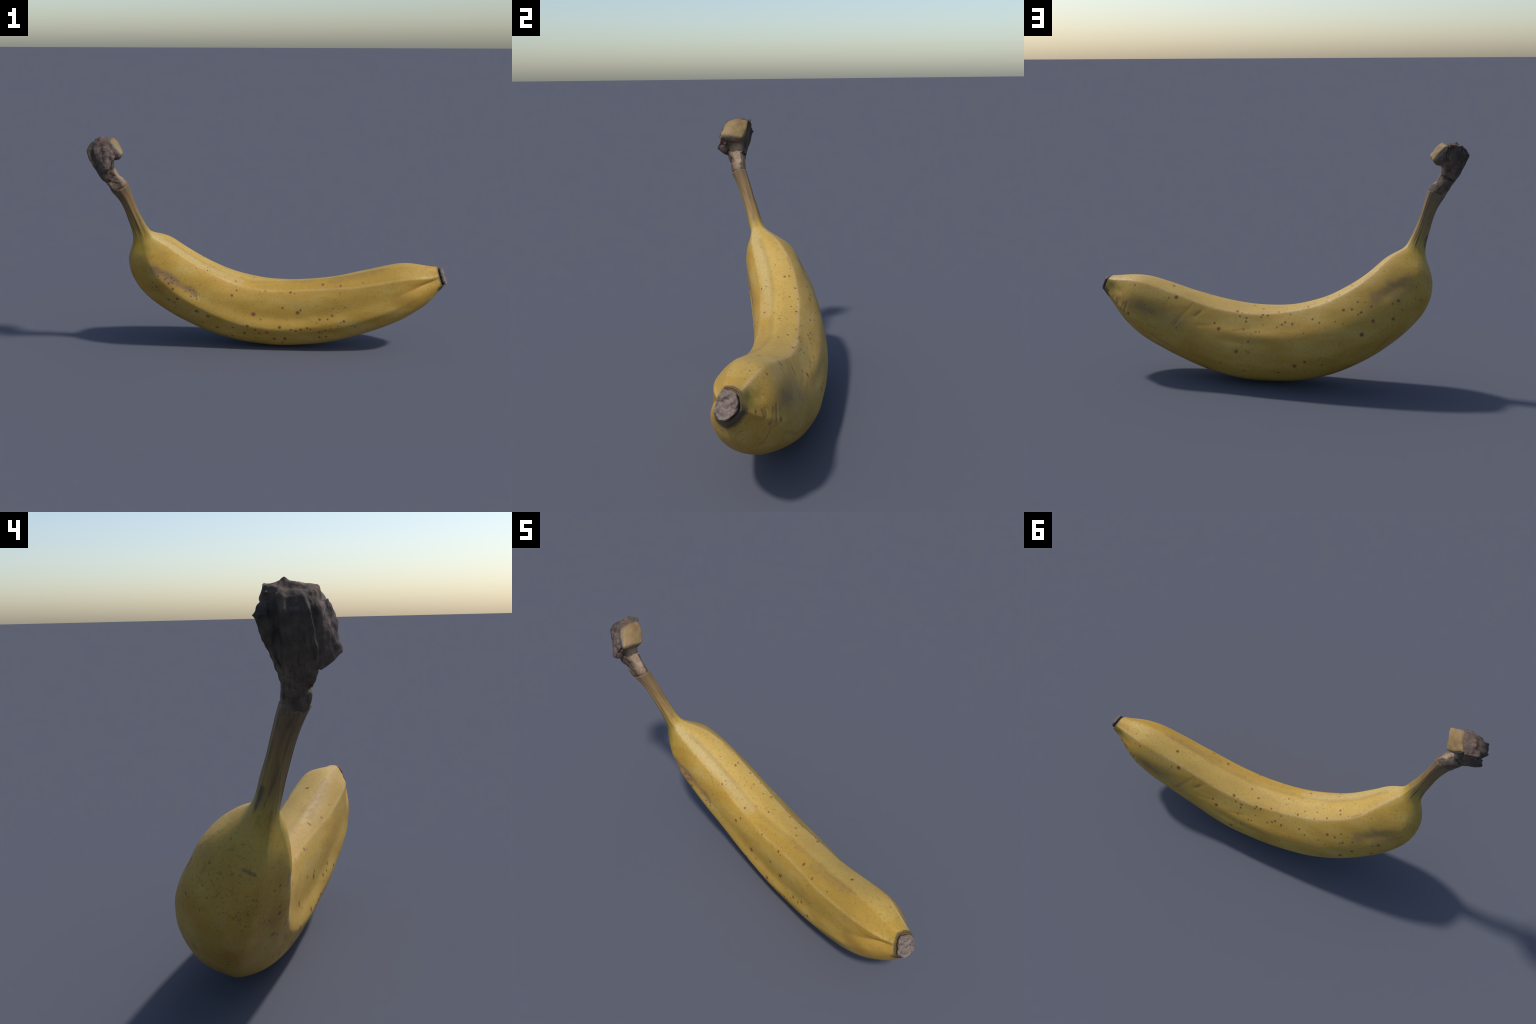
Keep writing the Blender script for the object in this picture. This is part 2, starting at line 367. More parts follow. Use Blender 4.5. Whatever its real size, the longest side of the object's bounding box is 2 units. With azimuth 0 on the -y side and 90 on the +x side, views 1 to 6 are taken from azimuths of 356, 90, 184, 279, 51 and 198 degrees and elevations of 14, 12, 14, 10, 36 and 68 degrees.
def peel_material():
    T = Tree("banana_peel")
    P = T.pos
    wob = T.vec("SCALE", T.vec("SUBTRACT", T.noise(P, 55, 3, color=True), (.5, .5, .5)), scale=.007)
    Pw = T.vec("ADD", P, wob)
    sep = T.n("ShaderNodeSeparateXYZ")
    T.put(sep.inputs[0], P)
    X, Y, Z = sep.outputs

    YELLOW, DEEP, PALE = (.420, .256, .045), (.370, .208, .030), (.445, .300, .080)
    GREEN, OLIVE = (.37, .30, .05), (.27, .215, .055)
    BROWN, DARK, TAN = (.150, .068, .030), (.075, .048, .036), (.28, .175, .075)

    # broad ripening tones, drawn out along the fruit
    broad = T.noise(T.stretch(P, (1.6, 5, 5)), 2.2, 3)
    col = T.ramp(broad, [(.30, DEEP), (.52, YELLOW), (.74, PALE)])
    streak = T.noise(T.stretch(P, (2.2, 26, 26)), 2., 4, .6)
    col = T.mix(T.remap(streak, .52, .75, 0, .30), col, OLIVE)
    fine = T.noise(P, 42, 4)
    col = T.mix(T.remap(fine, .5, .75, 0, .22), col, (.50, .29, .07))

    # greener shoulder below the stalk, pale band between the two upper ridges
    sh = T.math("ADD", T.dist(P, at(.33, 230)), T.math("MULTIPLY", T.noise(P, 9, 3), .10))
    col = T.mix(T.remap(sh, .10, .28, .22, 0), col, GREEN)
    band = chain(T, P, [at(.34, 308), at(.45, 312), at(.6, 318), at(.8, 323), at(1.0, 325)])
    col = T.mix(T.remap(band, .010, .042, .68, 0), col, (.44, .345, .155))

    # the facets between the upper ridges differ: pale between groove and crest, deeper gold on the near side
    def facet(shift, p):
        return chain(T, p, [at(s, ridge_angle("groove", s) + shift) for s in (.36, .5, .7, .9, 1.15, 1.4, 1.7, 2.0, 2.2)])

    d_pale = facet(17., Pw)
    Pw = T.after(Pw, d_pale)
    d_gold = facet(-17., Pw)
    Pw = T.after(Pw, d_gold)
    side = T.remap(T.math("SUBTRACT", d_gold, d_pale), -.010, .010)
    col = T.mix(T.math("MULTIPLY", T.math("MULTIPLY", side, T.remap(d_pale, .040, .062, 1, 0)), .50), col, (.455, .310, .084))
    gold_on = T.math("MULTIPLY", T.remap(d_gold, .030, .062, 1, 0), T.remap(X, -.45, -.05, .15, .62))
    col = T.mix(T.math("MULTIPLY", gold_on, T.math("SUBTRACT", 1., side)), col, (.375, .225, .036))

    # the ridges: a light worn line on two of them, a dull olive seam in the groove, rusty near the blossom end
    c_line = chain(T, Pw, [at(s, float(ridge_angle("crest", s))) for s in (.33, .42, .55, .7, .9, 1.1, 1.35, 1.6, 1.9, 2.15, 2.29)])
    Pw = T.after(Pw, c_line)
    col = T.mix(T.remap(c_line, .001, .013, .45, 0), col, (.53, .36, .18))
    b_line = chain(T, Pw, [at(s, float(ridge_angle("near_crest", s))) for s in (.34, .45, .6, .9, 1.2, 1.5, 1.8, 2.1, 2.27)])
    Pw = T.after(Pw, b_line)
    col = T.mix(T.remap(b_line, .001, .012, .35, 0), col, (.53, .37, .14))
    a_line = chain(T, Pw, [at(s, float(ridge_angle("groove", s))) for s in (.40, .55, .8, 1.1, 1.4, 1.7, 2.0)])
    Pw = T.after(Pw, a_line)
    col = T.mix(T.remap(a_line, .001, .020, .42, 0), col, (.27, .185, .055))

    # wide, soft marks
    Psoft = T.vec("ADD", P, T.vec("SCALE", T.vec("SUBTRACT", T.noise(P, 16, 4, .65, color=True), (.5, .5, .5)), scale=.055))

    def mark(kinds, lo, hi, amount, tint, speck=None, soft=False):
        nonlocal col, Pw
        d = T.union(T.after(Psoft, T.vec("LENGTH", Pw, out="Value")) if soft else Pw, [lambda q, m=m: T.math("DIVIDE", T.capsule(q, at(m[1], m[2]), at(m[3], m[4])), m[5] * .001) for m in MARKS if m[0] in kinds])
        Pw = T.after(Pw, d)
        f = T.remap(d, lo, hi, amount, 0)
        if speck is not None:
            f = T.math("MULTIPLY", f, speck)
        col = T.mix(f, col, tint)

    patchy = T.remap(T.noise(P, 26, 4, .6), .25, .6, .45, 1.)
    mark(("rustsoft",), .2, 1.6, .40, (.27, .135, .035), soft=True, speck=patchy)
    mark(("green",), .2, 1.6, .60, (.20, .165, .022), soft=True)
    mark(("bruise2",), 0., 1.9, .60, (.235, .140, .066), soft=True, speck=patchy)
    mark(("bruise",), .2, 1.7, .80, (.215, .135, .090), soft=True, speck=patchy)
    mark(("blotch",), 0., 1.9, .52, (.19, .100, .044), soft=True)
    mark(("scuff",), 0., 1.7, .52, (.235, .148, .052), soft=True, speck=patchy)
    mark(("smear",), 0., 1.8, .55, (.26, .16, .045), speck=patchy)
    mark(("rust",), 0., 2.0, .65, (.29, .135, .036), speck=patchy)
    mark(("streak", "stemstain"), .1, 1.9, .64, (.105, .066, .046))
    mark(("slash",), .1, 1.5, .65, (.15, .088, .045))

    # fine hairline cracks running round the fruit, in loose drifts
    crackp = T.vec("ADD", T.stretch(P, (2.4, .85, .85)), T.vec("SCALE", T.noise(P, 30, 3, color=True), scale=.05))
    edge = T.voronoi(crackp, 30, "DISTANCE_TO_EDGE")
    edge2 = T.voronoi(T.vec("ADD", crackp, (3.1, 1.7, .4)), 41, "DISTANCE_TO_EDGE")
    broken = T.remap(T.noise(P, 80, 2), .50, .57)
    broken2 = T.remap(T.noise(T.vec("ADD", P, (5, 5, 5)), 95, 2), .51, .59)
    drift = T.remap(T.noise(P, 5, 2), .34, .62, .55, 1.)
    crack = T.math("MAXIMUM", T.math("MULTIPLY", T.remap(edge, .008, .028, 1, 0), broken),
                   T.math("MULTIPLY", T.remap(edge2, .012, .042, 1, 0), broken2))
    crack = T.math("MULTIPLY", crack, drift)
    col = T.mix(T.math("MULTIPLY", crack, .72), col, (.125, .095, .042))

    # freckles: brown cores with a rusty halo
    spots = [(s, a, r) for s, a, r in FRECKLES + SMALL_FRECKLES]
    r2 = random.Random(5)
    for _ in range(16):                                         # the underside, which no view shows
        spots.append((r2.uniform(.7, 1.9), r2.uniform(140, 205), r2.choice((3, 4, 4, 5, 7))))
    for _ in range(16):                                         # specks along the near bruise
        u = r2.random()
        spots.append((.52 + .27 * u, 247 + 18 * u + r2.uniform(-7, 7), r2.uniform(2.4, 4.2)))
    d = T.union(Pw, [lambda q, m=m: T.math("DIVIDE", T.dist(q, at(m[0], m[1])), max(m[2] * 1.35, 3.4) * .001) for m in spots])
    Pw = T.after(Pw, d)
    col = T.mix(T.remap(d, .55, 1.55, .55, 0), col, (.30, .135, .035))
    tone = T.noise(P, 14, 2)
    core = T.mix(T.remap(tone, .4, .6), (.115, .050, .024), (.175, .080, .032))
    col = T.mix(T.remap(d, .40, 1.12, .93, 0), col, core)

    # stalk: green at the foot, then olive, drying to tan brown at the collar, with fibres along it
    foot, top = Vector(at(.30, 0)) * .5 + Vector(at(.30, 180)) * .5, Vector(STATIONS[0][:3])
    ax = (top - foot).normalized()
    along = T.vec("DOT_PRODUCT", T.vec("SUBTRACT", P, tuple(foot)), tuple(ax), out="Value")
    near = T.math("SUBTRACT", 1., T.remap(T.capsule(P, foot, top + ax * .05), .065, .10))
    fib = T.noise(T.along(P, ax, 90, 5), 1., 4, .6)
    stalk = T.ramp(T.math("ADD", T.math("DIVIDE", along, .34), T.math("MULTIPLY", T.math("SUBTRACT", fib, .5), .75)),
                   [(.0, (.285, .200, .050)), (.25, (.245, .156, .050)), (.62, (.19, .120, .052)), (.95, (.145, .095, .056))])
    stalk = T.mix(T.remap(fib, .50, .66, 0, .62), stalk, (.105, .066, .034))
    ringd = T.noise(T.along(P, ax, 30, 130), 1., 2)
    stalk = T.mix(T.remap(ringd, .60, .72, 0, .25), stalk, (.12, .08, .045))
    rise = T.math("MULTIPLY", T.remap(T.math("ADD", along, T.math("MULTIPLY", T.math("SUBTRACT", fib, .5), .10)), -.035, .055), near)
    stain = T.union(Pw, [lambda q, m=m: T.capsule(q, at(m[1], m[2]), at(m[3], m[4])) for m in MARKS if m[0] == "stemstain"])
    stalk = T.mix(T.remap(stain, .002, .016, .8, 0), stalk, (.06, .045, .045))
    col = T.mix(rise, col, stalk)

    # blossom end: skin turning brown, then nearly black, just behind the withered disc
    tip_c = Vector(skin(np.full(36, 2.30), np.linspace(0, 6.1, 36)).mean(0))
    tip_n = T.noise(P, 38, 3)
    td = T.dist(P, tip_c)
    # soft dark patch on the underside, below the disc
    smear = chain(T, Pw, [at(2.292, a) for a in (106, 125, 145, 165, 185, 205)])
    col = T.mix(T.remap(T.math("ADD", smear, T.math("MULTIPLY", tip_n, .02)), .012, .046, .92, 0), col, (.045, .035, .028))
    rim = T.vec("DOT_PRODUCT", T.vec("SUBTRACT", P, tuple(tip_c)), tuple(tip_axis()), out="Value")
    col = T.mix(T.math("MULTIPLY", T.remap(T.math("ADD", rim, T.math("MULTIPLY", T.math("SUBTRACT", tip_n, .5), .012)), -.001, .0085, 0, .9), T.remap(td, .09, .12, 1, 0)), col, (.066, .044, .034))

    h = T.math("SUBTRACT", T.math("MULTIPLY", T.noise(P, 38, 5, .6), .35), T.math("MULTIPLY", crack, .6))
    h = T.math("ADD", h, T.math("MULTIPLY", T.math("MULTIPLY", fib, rise), 1.2))
    rough = T.remap(fine, .3, .7, .50, .64, smooth=False)
    return T.finish(col, rough, h, .16, spec=.28)


def tip_axis():
    p, y = math.radians(STATIONS[-1][3]), math.radians(STATIONS[-1][4])
    return Vector((math.cos(p) * math.cos(y), math.cos(p) * math.sin(y), math.sin(p)))


def tip_material():
    T = Tree("withered_tip")
    c = Vector(STATIONS[-1][:3])
    off = T.vec("SUBTRACT", T.pos, tuple(c))
    ax = tuple(tip_axis())
    depth = T.vec("DOT_PRODUCT", off, ax, out="Value")
    radial = T.vec("LENGTH", T.vec("SUBTRACT", off, T.vec("SCALE", ax, scale=depth)), out="Value")
    n = T.noise(T.pos, 45, 5, .65)
    ring = T.math("ADD", radial, T.math("MULTIPLY", n, .012))
    rings = T.math("SINE", T.math("MULTIPLY", ring, 520))
    col = T.ramp(n, [(.25, (.075, .055, .047)), (.5, (.165, .128, .108)), (.75, (.275, .225, .188))])
    col = T.mix(T.remap(rings, .1, .9, 0, .4), col, (.12, .085, .075))
    col = T.mix(T.remap(ring, .008, .020, .5, 0), col, (.13, .095, .09))
    col = T.mix(T.remap(T.noise(T.pos, 22, 2), .55, .7, 0, .5), col, (.20, .11, .07))
    col = T.mix(T.remap(depth, .009, .018, 1, 0), col, (.022, .019, .018))
    return T.finish(col, .8, T.math("ADD", n, T.math("MULTIPLY", rings, .2)), .5, spec=.2)


def crown_material():
    T = Tree("dried_crown")
    P = T.pos
    n1, n2 = T.noise(P, 24, 5, .6), T.noise(P, 75, 4, .6)
    fib = T.noise(T.along(P, (-.35, 0, 1), 110, 12), 1., 4, .6)
    col = T.ramp(n1, [(.30, (.060, .043, .034)), (.5, (.118, .084, .060)), (.70, (.20, .145, .100))])
    # back and sides: grey brown fibres, then a darker tone over the back
    col = T.mix(T.remap(fib, .50, .68, 0, .75), col, (.050, .042, .038))
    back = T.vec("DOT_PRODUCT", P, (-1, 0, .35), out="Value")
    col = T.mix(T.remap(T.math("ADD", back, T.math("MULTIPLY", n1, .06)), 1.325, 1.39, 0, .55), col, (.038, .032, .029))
    # torn flesh on the near flank and across the top: purplish red brown
    flesh = T.ramp(n2, [(.28, (.052, .035, .031)), (.5, (.108, .076, .067)), (.75, (.20, .150, .130))])
    flank = T.union(P, [lambda q: T.capsule(q, (-.925, -.238, 1.215), (-.845, -.250, 1.17)), lambda q: T.capsule(q, (-.895, -.25, 1.16), (-.875, -.255, 1.105))])
    col = T.mix(T.remap(T.math("ADD", flank, T.math("MULTIPLY", n1, .02)), .035, .060, 1, 0), col, flesh)
    top = T.capsule(P, (-.93, -.10, 1.285), (-.92, -.20, 1.275))
    rust = T.mix(T.remap(n2, .4, .65), flesh, (.135, .082, .055))
    col = T.mix(T.remap(T.math("ADD", top, T.math("MULTIPLY", n1, .02)), .035, .065, 1, 0), col, rust)
    # bare, paler fibre on the neck where it faces the fruit
    neck = T.capsule(P, (-.785, -.148, 1.035), (-.845, -.155, 1.105))
    tan = T.ramp(T.math("ADD", T.math("MULTIPLY", n1, .55), T.math("MULTIPLY", n2, .45)), [(.30, (.095, .064, .044)), (.46, (.215, .150, .098)), (.70, (.39, .295, .20))])
    col = T.mix(T.remap(T.math("ADD", neck, T.math("MULTIPLY", n1, .025)), .040, .062, 1, 0), col, tan)
    # dark pits
    col = T.mix(T.remap(T.voronoi(P, 62), .10, .26, .55, 0), col, (.05, .036, .03))
    h = T.math("ADD", n2, T.math("MULTIPLY", fib, .9))
    return T.finish(col, .82, h, .38, spec=.2)


def cap_material():
    T = Tree("cut_cap_skin")
    P = T.pos
    n1, n2 = T.noise(P, 16, 4), T.noise(P, 60, 4)
    col = T.ramp(n1, [(.3, (.205, .128, .060)), (.5, (.235, .157, .066)), (.7, (.190, .138, .050))])
    warm = T.dist(P, (-.80, -.20, 1.175))
    col = T.mix(T.remap(warm, .01, .06, .45, 0), col, (.34, .215, .12))
    pale = T.dist(P, (-.80, -.245, 1.18))
    col = T.mix(T.remap(T.math("ADD", pale, T.math("MULTIPLY", n2, .01)), .010, .024, .6, 0), col, (.26, .24, .18))
    # behind the skin: a grey green cut edge, then torn flesh
    front = T.math("ADD", T.vec("DOT_PRODUCT", P, (.78, .11, .62), out="Value"), T.math("MULTIPLY", T.math("SUBTRACT", n2, .5), .010))
    col = T.mix(T.remap(front, .074, .081, .9, 0), col, (.20, .185, .15))
    col = T.mix(T.remap(front, .064, .071, 1, 0), col, T.ramp(n2, [(.3, (.075, .048, .04)), (.7, (.19, .125, .105))]))
    sep = T.n("ShaderNodeSeparateXYZ")
    T.put(sep.inputs[0], P)
    low = T.math("ADD", sep.outputs[2], T.math("MULTIPLY", n2, .010))
    col = T.mix(T.remap(low, 1.158, 1.173, .85, 0), col, (.15, .095, .055))
    col = T.mix(T.remap(T.voronoi(P, 75), .10, .2, .45, 0), col, (.12, .085, .04))
    return T.finish(col, .6, n2, .25, spec=.25)


# ------------------------------------------------------------------ build
root = bpy.data.objects.new("banana", None)
bpy.context.scene.collection.objects.link(root)
root.location = (0, 0, 0)
root["label"] = "ripe yellow banana with brown freckles, long stalk and dried crown stub"
root["category"] = "banana"

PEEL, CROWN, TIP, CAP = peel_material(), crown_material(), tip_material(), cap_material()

# --- fruit and stalk: one lofted skin
NS, NT = 460, 288
end = WAY[-1]
s_rows = np.concatenate([np.linspace(0, .5, 150)[:-1], np.linspace(.5, 2.1, NS - 250), np.linspace(2.1, end, 101)[1:]])
th = np.linspace(0, 2 * np.pi, NT, endpoint=False)
S2, TH2 = np.meshgrid(s_rows, th, indexing="ij")
P = skin(S2, TH2)
N = grid_normals(P)
for s, a, s2, a2, rad, depth in DENTS:
    d = segment_distance(P, at(s, a), at(s2, a2))
    P = P - N * (depth * np.exp(-(d / rad) ** 2))[..., None]
# gentle unevenness, fibres on the stalk
seedv = Vector((3.3, 1.2, 8.8))
lump = np.empty(S2.shape)
for i in range(0, len(s_rows)):
    s = s_rows[i]
    for j in range(NT):
        p = P[i, j]
        lump[i, j] = noise.noise(Vector((p[0] * 7, p[1] * 13, p[2] * 13)) + seedv) * .0016
    stalk_w = max(0., min(1., (.34 - s) / .08))
    if stalk_w > 0:
        for j in range(NT):
            c, q = math.cos(th[j]), math.sin(th[j])
            lump[i, j] += stalk_w * .0016 * noise.noise(Vector((c * 5, q * 5, s * 3)))
P = P + N * lump[..., None]

# rolled ends: the collar's rim and the lip behind the withered disc
def closing(i_row, steps):
    c = P[i_row].mean(0)
    s = s_rows[i_row]
    sgn = -1 if i_row == 0 else 1
    p, y = [math.radians(natural_spline(WAY, ST[:, k], np.array([s]))[0]) for k in (3, 4)]
    T = np.array([math.cos(p) * math.cos(y), math.cos(p) * math.sin(y), math.sin(p)]) * sgn
    return [c + (P[i_row] - c) * g + T * f for g, f in steps]


start = closing(0, [(.10, .000), (.45, .000), (.72, .0015), (.88, .0045), (.97, .0035)])
finish_rows = closing(len(s_rows) - 1, [(.970, .0018), (.940, .0028), (.905, .0026), (.84, -.001), (.60, -.003), (.2, -.005)])
rows = np.concatenate([np.array(start), P, np.array(finish_rows)])
n_start = len(start)
split = n_start + int(np.searchsorted(s_rows, .315))


def loft_faces(r0, r1, n):
    return [(r * n + j, r * n + (j + 1) % n, (r + 1) * n + (j + 1) % n, (r + 1) * n + j) for r in range(r0, r1) for j in range(n)]


full = bpy.data.meshes.new("skin_whole")
faces = loft_faces(0, len(rows) - 1, NT)
faces += [tuple(range(NT)), tuple(range((len(rows) - 1) * NT, len(rows) * NT))[::-1]]
full.from_pydata(rows.reshape(-1, 3).tolist(), [], faces)
bm = bmesh.new()
bm.from_mesh(full)
bmesh.ops.recalc_face_normals(bm, faces=bm.faces)
bm.normal_update()
whole_normals = [v.normal.copy() for v in bm.verts]
face_lists = {"stalk": [], "fruit": []}
for f in bm.faces:
    idx = [v.index for v in f.verts]
    r = min(idx) // NT
    face_lists["stalk" if r < split else "fruit"].append(idx)
bm.free()
bpy.data.meshes.remove(full)


def region(name, face_idx, verts, normals, parent, mat):
    used = sorted({i for f in face_idx for i in f})
    remap = {v: k for k, v in enumerate(used)}
    me = bpy.data.meshes.new(name)
    me.from_pydata([tuple(verts[i]) for i in used], [], [[remap[i] for i in f] for f in face_idx])
    me.polygons.foreach_set("use_smooth", [True] * len(me.polygons))
    me.normals_split_custom_set_from_vertices([normals[i] for i in used])
    return new_object(name, me, parent, (mat,))


flat = rows.reshape(-1, 3)
fruit = region("fruit", face_lists["fruit"], flat, whole_normals, root, PEEL)
stalk = region("stalk", face_lists["stalk"], flat, whole_normals, root, PEEL)

# --- blossom end: a withered, faintly five-sided disc sitting just off the peel's lip
c_end = np.array(STATIONS[-1][:3])
T_end = np.array(tip_axis())
edge = skin(np.full(NT, end), th) - c_end
puck = [(.74, -.003), (.80, .001), (.86, .0045), (.895, .009), (.905, .0145), (.900, .019), (.88, .0225), (.82, .0240), (.74, .0228),
        (.66, .0210), (.55, .0222), (.44, .0205), (.34, .0178), (.24, .0180), (.14, .0196), (.05, .0200)]
prow = []
for g, f in puck:
    row = []
    for j in range(NT):
        w = edge[j]
        c, q = math.cos(th[j]), math.sin(th[j])
        k1 = noise.noise(Vector((c * 2.6 * g, q * 2.6 * g, 4.))) * .0085 + noise.noise(Vector((c * 6 * g, q * 6 * g, f * 90))) * .0022
        k2 = 1 + .10 * noise.noise(Vector((c * 2.6, q * 2.6, 9. + f * 20)))
        row.append(c_end + w * g * .93 * k2 + T_end * (f + (k1 if f > .008 else 0)))
    prow.append(row)
prow = np.array(prow)
me = bpy.data.meshes.new("blossom_tip")
me.from_pydata(prow.reshape(-1, 3).tolist(), [], loft_faces(0, len(prow) - 1, NT) + [tuple(range(NT)), tuple(range((len(prow) - 1) * NT, len(prow) * NT))[::-1]])
bm = bmesh.new()
bm.from_mesh(me)
bmesh.ops.recalc_face_normals(bm, faces=bm.faces)
bm.to_mesh(me)
bm.free()
me.polygons.foreach_set("use_smooth", [True] * len(me.polygons))
new_object("blossom_tip", me, root, (TIP,))

# --- crown stub: hulls for the neck, the back tongue, the block, its torn flank and the far flap, fused and wrinkled
def hull(bm, pts):
    vs = [bm.verts.new(p) for p in pts]
    r = bmesh.ops.convex_hull(bm, input=vs)
    junk = [g for g in r["geom_interior"] + r["geom_unused"] if isinstance(g, bmesh.types.BMVert)]
    bmesh.ops.delete(bm, geom=list(set(junk)), context="VERTS")


def ring(c, du, dv, n=10):
    c, du, dv = Vector(c), Vector(du), Vector(dv)
    return [tuple(c + du * math.cos(2 * math.pi * k / n) + dv * math.sin(2 * math.pi * k / n)) for k in range(n)]


def chain_of_hulls(bm, rings):
    for a, b in zip(rings[:-1], rings[1:]):
        hull(bm, list(a) + list(b))


bm = bmesh.new()
NECK = [
    [(-.862, -.140, .945), (-.845, -.163, .955), (-.806, -.160, .972), (-.794, -.138, .978), (-.812, -.120, .970), (-.850, -.122, .948)],
    [(-.880, -.145, .968), (-.862, -.182, .979), (-.812, -.178, 1.003), (-.792, -.142, 1.013), (-.818, -.116, .998), (-.870, -.118, .972)],
    [(-.890, -.154, 1.000), (-.884, -.191, 1.010), (-.829, -.186, 1.032), (-.799, -.142, 1.026), (-.836, -.117, 1.020), (-.896, -.123, 1.006)],
    [(-.908, -.158, 1.028), (-.900, -.188, 1.028), (-.850, -.183, 1.056), (-.833, -.140, 1.056), (-.864, -.118, 1.042), (-.907, -.125, 1.024)],
    [(-.930, -.165, 1.070), (-.918, -.208, 1.062), (-.864, -.202, 1.092), (-.851, -.142, 1.092), (-.888, -.110, 1.066), (-.924, -.130, 1.056)],
]
chain_of_hulls(bm, NECK)


def slab(c, w, d, lean):
    """a section of the back tongue: flat outside with firm edges"""
    c = Vector(c)
    return [tuple(c + Vector((-d * u, w * v, -d * lean * u))) for u, v in ((.85, -1), (1, -.6), (1.05, 0), (1, .6), (.8, 1), (-1, 1), (-1, -1))]


TONGUE = [((-.880, -.160, 1.012), .022, .014), ((-.902, -.166, 1.052), .035, .023), ((-.931, -.171, 1.108), .039, .025), ((-.957, -.166, 1.158), .037, .025), ((-.970, -.161, 1.203), .034, .025), ((-.958, -.152, 1.230), .030, .022), ((-.940, -.148, 1.250), .022, .016)]
chain_of_hulls(bm, [slab(c, w, d, .4) for c, w, d in TONGUE])
# the block that carries the cut cap
hull(bm, [(-.822, -.234, 1.178), (-.830, -.130, 1.168), (-.880, -.098, 1.250), (-.868, -.202, 1.246), (-.868, -.14, 1.258), (-.830, -.226, 1.156), (-.838, -.147, 1.138),
          (-.955, -.098, 1.246), (-.962, -.178, 1.234), (-.972, -.095, 1.195), (-.965, -.208, 1.200), (-.926, -.208, 1.246), (-.930, -.135, 1.260), (-.935, -.105, 1.140), (-.930, -.205, 1.140)])
# wall behind the hollow under the cap
hull(bm, [(-.860, -.150, 1.148), (-.866, -.205, 1.152), (-.862, -.195, 1.090), (-.858, -.142, 1.093), (-.905, -.112, 1.072), (-.925, -.200, 1.070), (-.95, -.105, 1.15), (-.95, -.205, 1.15), (-.89, -.108, 1.15)])
# torn flank towards the near side, with its hanging corner
hull(bm, [(-.905, -.230, 1.222), (-.850, -.244, 1.188), (-.838, -.240, 1.162), (-.874, -.262, 1.102), (-.896, -.256, 1.100), (-.927, -.214, 1.066), (-.950, -.207, 1.120), (-.962, -.207, 1.195),
          (-.885, -.215, 1.083), (-.870, -.226, 1.126), (-.885, -.250, 1.165), (-.935, -.190, 1.075), (-.955, -.190, 1.130), (-.955, -.190, 1.195), (-.90, -.190, 1.090), (-.848, -.212, 1.172), (-.870, -.20, 1.205)])
# flap on the far side
hull(bm, [(-.984, -.077, 1.192), (-.976, -.082, 1.165), (-.958, -.086, 1.149), (-.907, -.112, 1.062), (-.948, -.092, 1.250), (-.888, -.088, 1.256), (-.968, -.125, 1.20), (-.935, -.135, 1.085), (-.893, -.108, 1.100), (-.888, -.102, 1.170), (-.873, -.102, 1.20), (-.955, -.130, 1.14), (-.930, -.130, 1.055), (-.925, -.150, 1.07)])
# little lumps on the rim and a torn thorn of fibre
for c, r in (((-.928, -.136, 1.249), .017), ((-.950, -.100, 1.232), .018), ((-.970, -.088, 1.186), .018), ((-.893, -.096, 1.240), .014), ((-.874, -.200, 1.234), .013), ((-.872, -.228, 1.132), .020), ((-.968, -.168, 1.210), .022), ((-.940, -.186, 1.228), .020)):
    hull(bm, ring(c, (r, 0, 0), (0, r, 0), 8) + ring(c, (0, 0, r), (0, r * .7, 0), 8))
hull(bm, ring((-.872, -.137, 1.092), (0, .012, 0), (0, 0, .008), 6) + [(-.842, -.131, 1.094)])
me = bpy.data.meshes.new("crown")
bm.to_mesh(me)
bm.free()
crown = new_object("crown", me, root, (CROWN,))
mod = crown.modifiers.new("fuse", "REMESH")
mod.mode = "VOXEL"
mod.voxel_size = .0022
dg = bpy.context.evaluated_depsgraph_get()
fused = bpy.data.meshes.new_from_object(crown.evaluated_get(dg))
crown.modifiers.clear()
crown.data = fused
fused.name = "crown"
bm = bmesh.new()
bm.from_mesh(fused)
for _ in range(7):
    bmesh.ops.smooth_vert(bm, verts=bm.verts, factor=.5, use_axis_x=True, use_axis_y=True, use_axis_z=True)
bm.normal_update()
